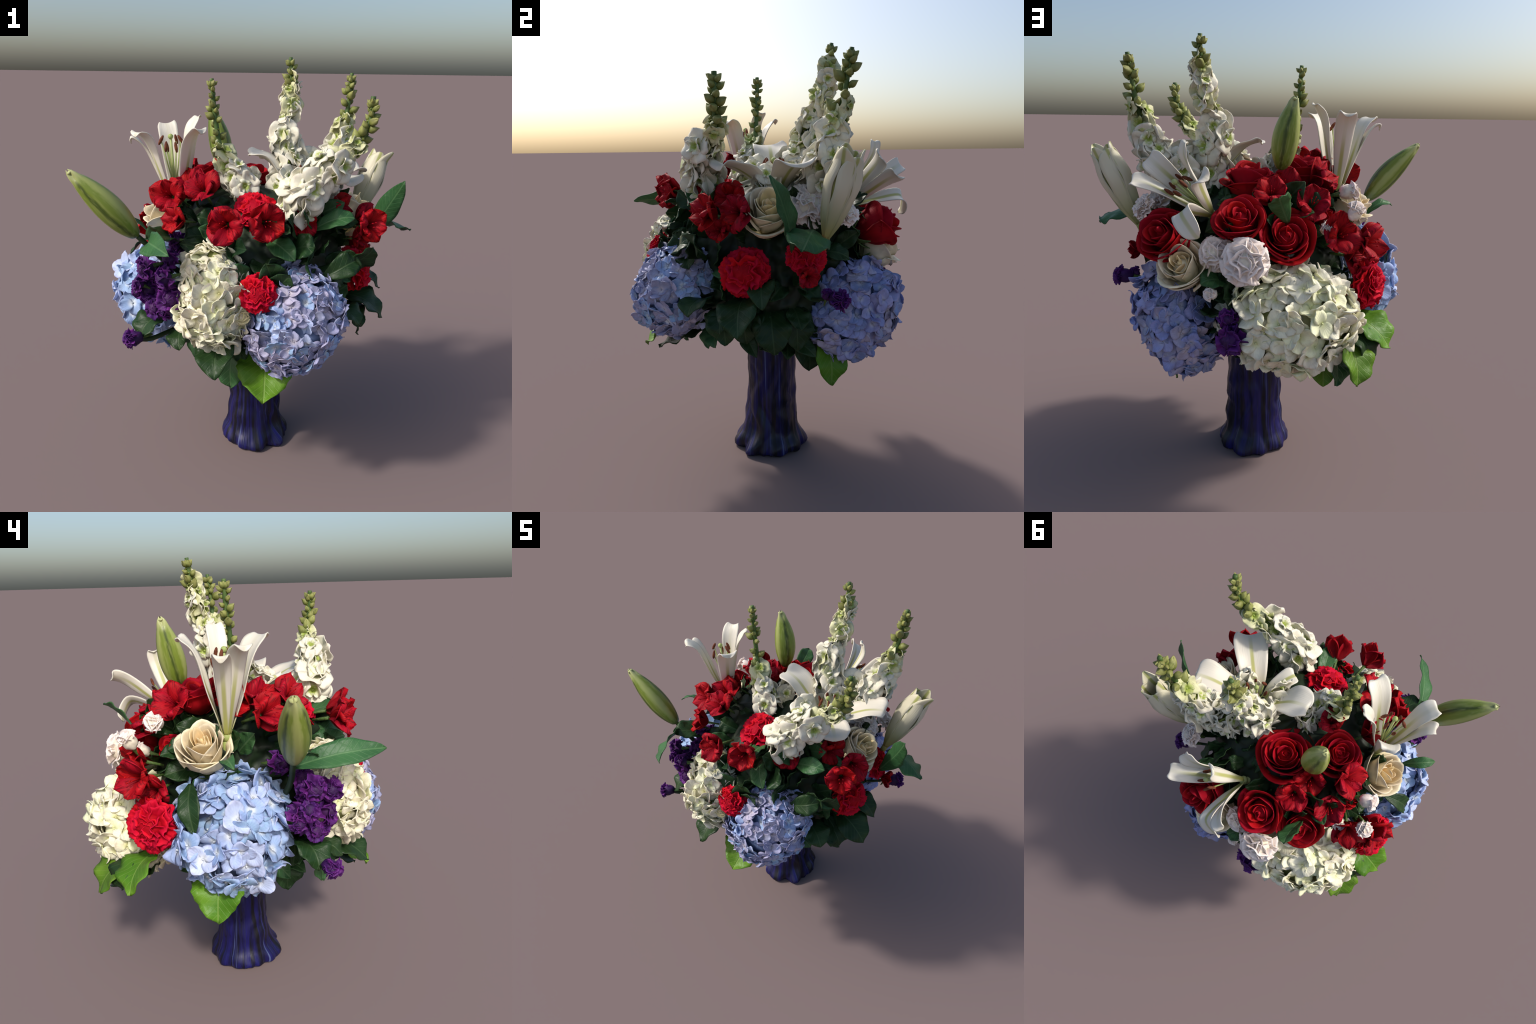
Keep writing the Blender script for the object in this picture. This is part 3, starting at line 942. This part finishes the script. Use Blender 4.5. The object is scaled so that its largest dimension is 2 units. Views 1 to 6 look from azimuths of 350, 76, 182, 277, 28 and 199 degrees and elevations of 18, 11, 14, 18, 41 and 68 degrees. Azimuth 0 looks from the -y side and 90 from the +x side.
# purple ruffled blooms
CUP = ((.3, 4, .8), (.8, 6, 1.0), (1.35, 6, 1.0))
for p, r in [((-.530, -.375, 1.130), .052), ((-.455, -.435, 1.100), .050), ((-.415, -.440, 1.010), .060), ((-.370, -.245, 1.190), .050),
             ((-.490, -.385, .950), .046), ((-.510, -.335, 1.030), .060), ((-.555, -.350, 1.065), .042), ((-.425, -.320, 1.150), .048),
             ((-.450, -.400, .925), .036), ((-.395, -.285, 1.225), .036), ((-.560, -.320, 1.000), .034), ((-.470, -.345, 1.095), .050),
             ((.090, .625, .807), .065), ((.085, .60, .88), .045)]:
    f = unit(outward(p, .1) + V(*(rnd.uniform(-.6, .6) for _ in range(3))))
    ruffled_flower('purple_bloom', p, r, 'purple', face=f, flat=rnd.uniform(.85, 1.3), rings=CUP, amp=.20, waves=3.2, teeth=.02)
for p, r, f in [((-.587, -.444, .839), .050, (-.75, -.5, .1)), ((.665, .144, .931), .055, (.9, .25, .15)), ((.60, .11, .95), .03, (.4, .1, .9))]:
    ruffled_flower('purple_bloom', p, r, 'purple', face=f, flat=1.35, rings=TIGHT, amp=.10, waves=3, teeth=.02)
stalk([(.30, .05, .90), (.45, .08, .89), (.60, .125, .92)], .008, .008)
stalk([(-.40, -.33, .82), (-.50, -.39, .81), (-.56, -.428, .835)], .010, .012)

# leaves that stand out on their own
leaf((-.494, -.290, 1.215), (-.413, -.638, 1.270), .055, 'leafmid', face=(-.75, -.1, .65), sag=.03, peak=.5)
leaf((.585, -.040, 1.13), (.718, -.162, 1.441), .058, 'leafmid', face=(.68, .73, .0), sag=.015)
leaf((.605, .045, 1.215), (.812, -.070, 1.168), .088, 'leafmid', face=(.5, .05, .85), sag=.02, fold=-.2)
leaf((-.50, -.04, 1.20), (-.644, -.085, 1.252), .028, 'leafmid', face=(-.2, .3, .9))
leaf((-.14, .43, 1.25), (-.112, .592, 1.374), .048, 'leafmid', face=(.25, .5, .7))
leaf((-.40, .29, .81), (-.592, .372, .688), .098, 'leafbright', face=(-.62, .52, .58))
leaf((-.37, .40, .77), (-.436, .570, .600), .088, 'leafbright', face=(-.62, .68, .38))
leaf((-.30, .40, .70), (-.350, .550, .590), .070, 'leafmid', face=(-.7, .5, .5))
leaf((-.27, .36, .72), (-.300, .510, .565), .070, 'leafbright', face=(-.2, .85, .3))
leaf((.02, -.36, .74), (-.037, -.617, .583), .125, 'leafbright', face=(-.1, -.6, .75), sag=.012, serrate=.03)
leaf((.02, -.30, .66), (-.01, -.560, .575), .105, 'leaf', face=(-.05, -.5, .85), sag=-.005)
leaf((-.24, .36, .68), (-.455, .445, .635), .095, 'leaf', face=(-.4, .4, .8), sag=.0)
leaf((-.10, -.30, .76), (-.150, -.400, .540), .090, 'leafmid', face=(-.5, -.75, .3), serrate=.03)
leaf((-.18, -.36, .78), (-.245, -.600, .705), .090, 'leaf', face=(-.3, -.4, .8))
leaf((-.16, -.20, .72), (-.250, -.240, .545), .075, 'leaf', face=(-.8, -.5, .2))
leaf((-.42, .01, .76), (-.595, .012, .578), .110, 'leafbright', face=(-.8, .05, .55), serrate=.03, peak=.42)
leaf((-.42, -.30, .88), (-.55, -.390, .810), .075, 'leaf', face=(-.5, -.4, .7))
leaf((-.34, -.34, .82), (-.38, -.480, .79), .055, 'leaf', face=(-.4, -.4, .7))
leaf((.40, -.20, .90), (.612, -.276, .790), .090, 'leaf', face=(.5, -.4, .75))
leaf((.44, -.12, .98), (.625, -.177, .905), .060, 'leaf', face=(.4, -.3, .85))
leaf((.37, -.08, .84), (.485, -.090, .655), .085, 'leaf', face=(.75, -.2, .5))
leaf((.38, -.26, .88), (.480, -.300, .720), .080, 'leaf', face=(.7, -.5, .4))
leaf((.34, -.18, .84), (.420, -.200, .700), .080, 'leaf', face=(.8, -.4, .3))
leaf((.36, .02, .86), (.46, .02, .66), .075, 'leaf', face=(.9, 0, .3))
leaf((.24, .10, .70), (.33, .12, .50), .075, 'leaf', face=(.9, .1, .3))
leaf((.28, .20, .66), (.385, .212, .440), .080, 'leafbright', face=(.85, .1, .3))
leaf((.25, -.45, 1.08), (.40, -.43, 1.145), .055, 'leaf', face=(.5, -.6, .6))
leaf((-.34, -.22, 1.20), (-.50, -.38, 1.26), .06, 'leaf', face=(-.4, -.6, .6))
leaf((.05, -.40, 1.02), (-.02, -.52, 1.18), .07, 'leaf', face=(-.1, -.9, .3))
leaf((.00, -.40, 1.00), (.08, -.53, 1.13), .06, 'leaf', face=(.1, -.9, .3))
leaf((.35, -.35, 1.08), (.48, -.42, 1.20), .06, 'leaf', face=(.6, -.7, .3))
leaf((.30, -.36, 1.08), (.408, -.430, 1.165), .06, 'leaf', face=(.6, -.6, .5))
leaf((.22, -.36, 1.08), (.34, -.43, 1.03), .06, 'leaf', face=(.5, -.7, .5))
leaf((.10, -.36, 1.18), (.20, -.47, 1.22), .06, 'leaf', face=(.2, -.8, .5))
leaf((.18, -.34, 1.06), (.16, -.48, 1.16), .07, 'leaf', face=(.2, -.8, .5))
leaf((.06, .42, .92), (.11, .56, .96), .06, 'leaf', face=(.2, .9, .3))
leaf((.12, .40, .86), (.17, .55, .88), .06, 'leaf', face=(.3, .9, .2))
leaf((.10, .44, 1.0), (.20, .56, 1.02), .05, 'leafmid', face=(.3, .8, .5))
leaf((-.40, .38, .78), (-.500, .440, .655), .075, 'leaf', face=(-.7, .6, .4))
leaf((.36, -.24, .85), (.49, -.33, .775), .075, 'leaf', face=(.6, -.6, .5))
stock_spike([(.34, -.08, 1.43), (.35, -.09, 1.40), (.34, -.07, 1.32)], [(.0, 1.0, 6, 'white', .06, .066, .03)], knob=.02)
# young leaves standing between the upper blooms
for k in range(34):
    a = rnd.random() * TAU
    r = rnd.uniform(.05, .33)
    b = V(.0 + r * math.cos(a), .06 + r * math.sin(a), 1.26 + .05 * (1 - r / .33))
    leaf(b, b + V(.08 * math.cos(a) + rnd.uniform(-.06, .06), .08 * math.sin(a) + rnd.uniform(-.06, .06), rnd.uniform(.03, .08)), rnd.uniform(.03, .045), 'leaf',
         face=unit(V(math.cos(a), math.sin(a), .8)))
ruffled_flower('white_bloom', (.165, .575, .985), .035, 'pale', face=(.4, .8, .2), flat=1.3, rings=TIGHT, amp=.07, waves=2.5, teeth=.01)
ruffled_flower('white_bloom', (-.121, -.555, .962), .045, 'cream', face=(-.1, -.9, .1), rings=TIGHT, amp=.07, waves=2.5, teeth=.01)
leaf((.29, -.33, .88), (.430, -.455, .845), .075, 'leaf', face=(.5, -.5, .7))
leaf((.22, -.33, 1.26), (.40, -.385, 1.325), .045, 'leafmid', face=(.3, -.6, .7))
leaf((-.47, .12, 1.13), (-.600, .085, .970), .045, 'leaf', face=(-.85, .1, .5))
stock_spike([(-.01, .02, 1.46), (-.01, .01, 1.42), (.0, .0, 1.34)], [(.0, 1.0, 6, 'white', .055, .062, .03)], knob=.02)
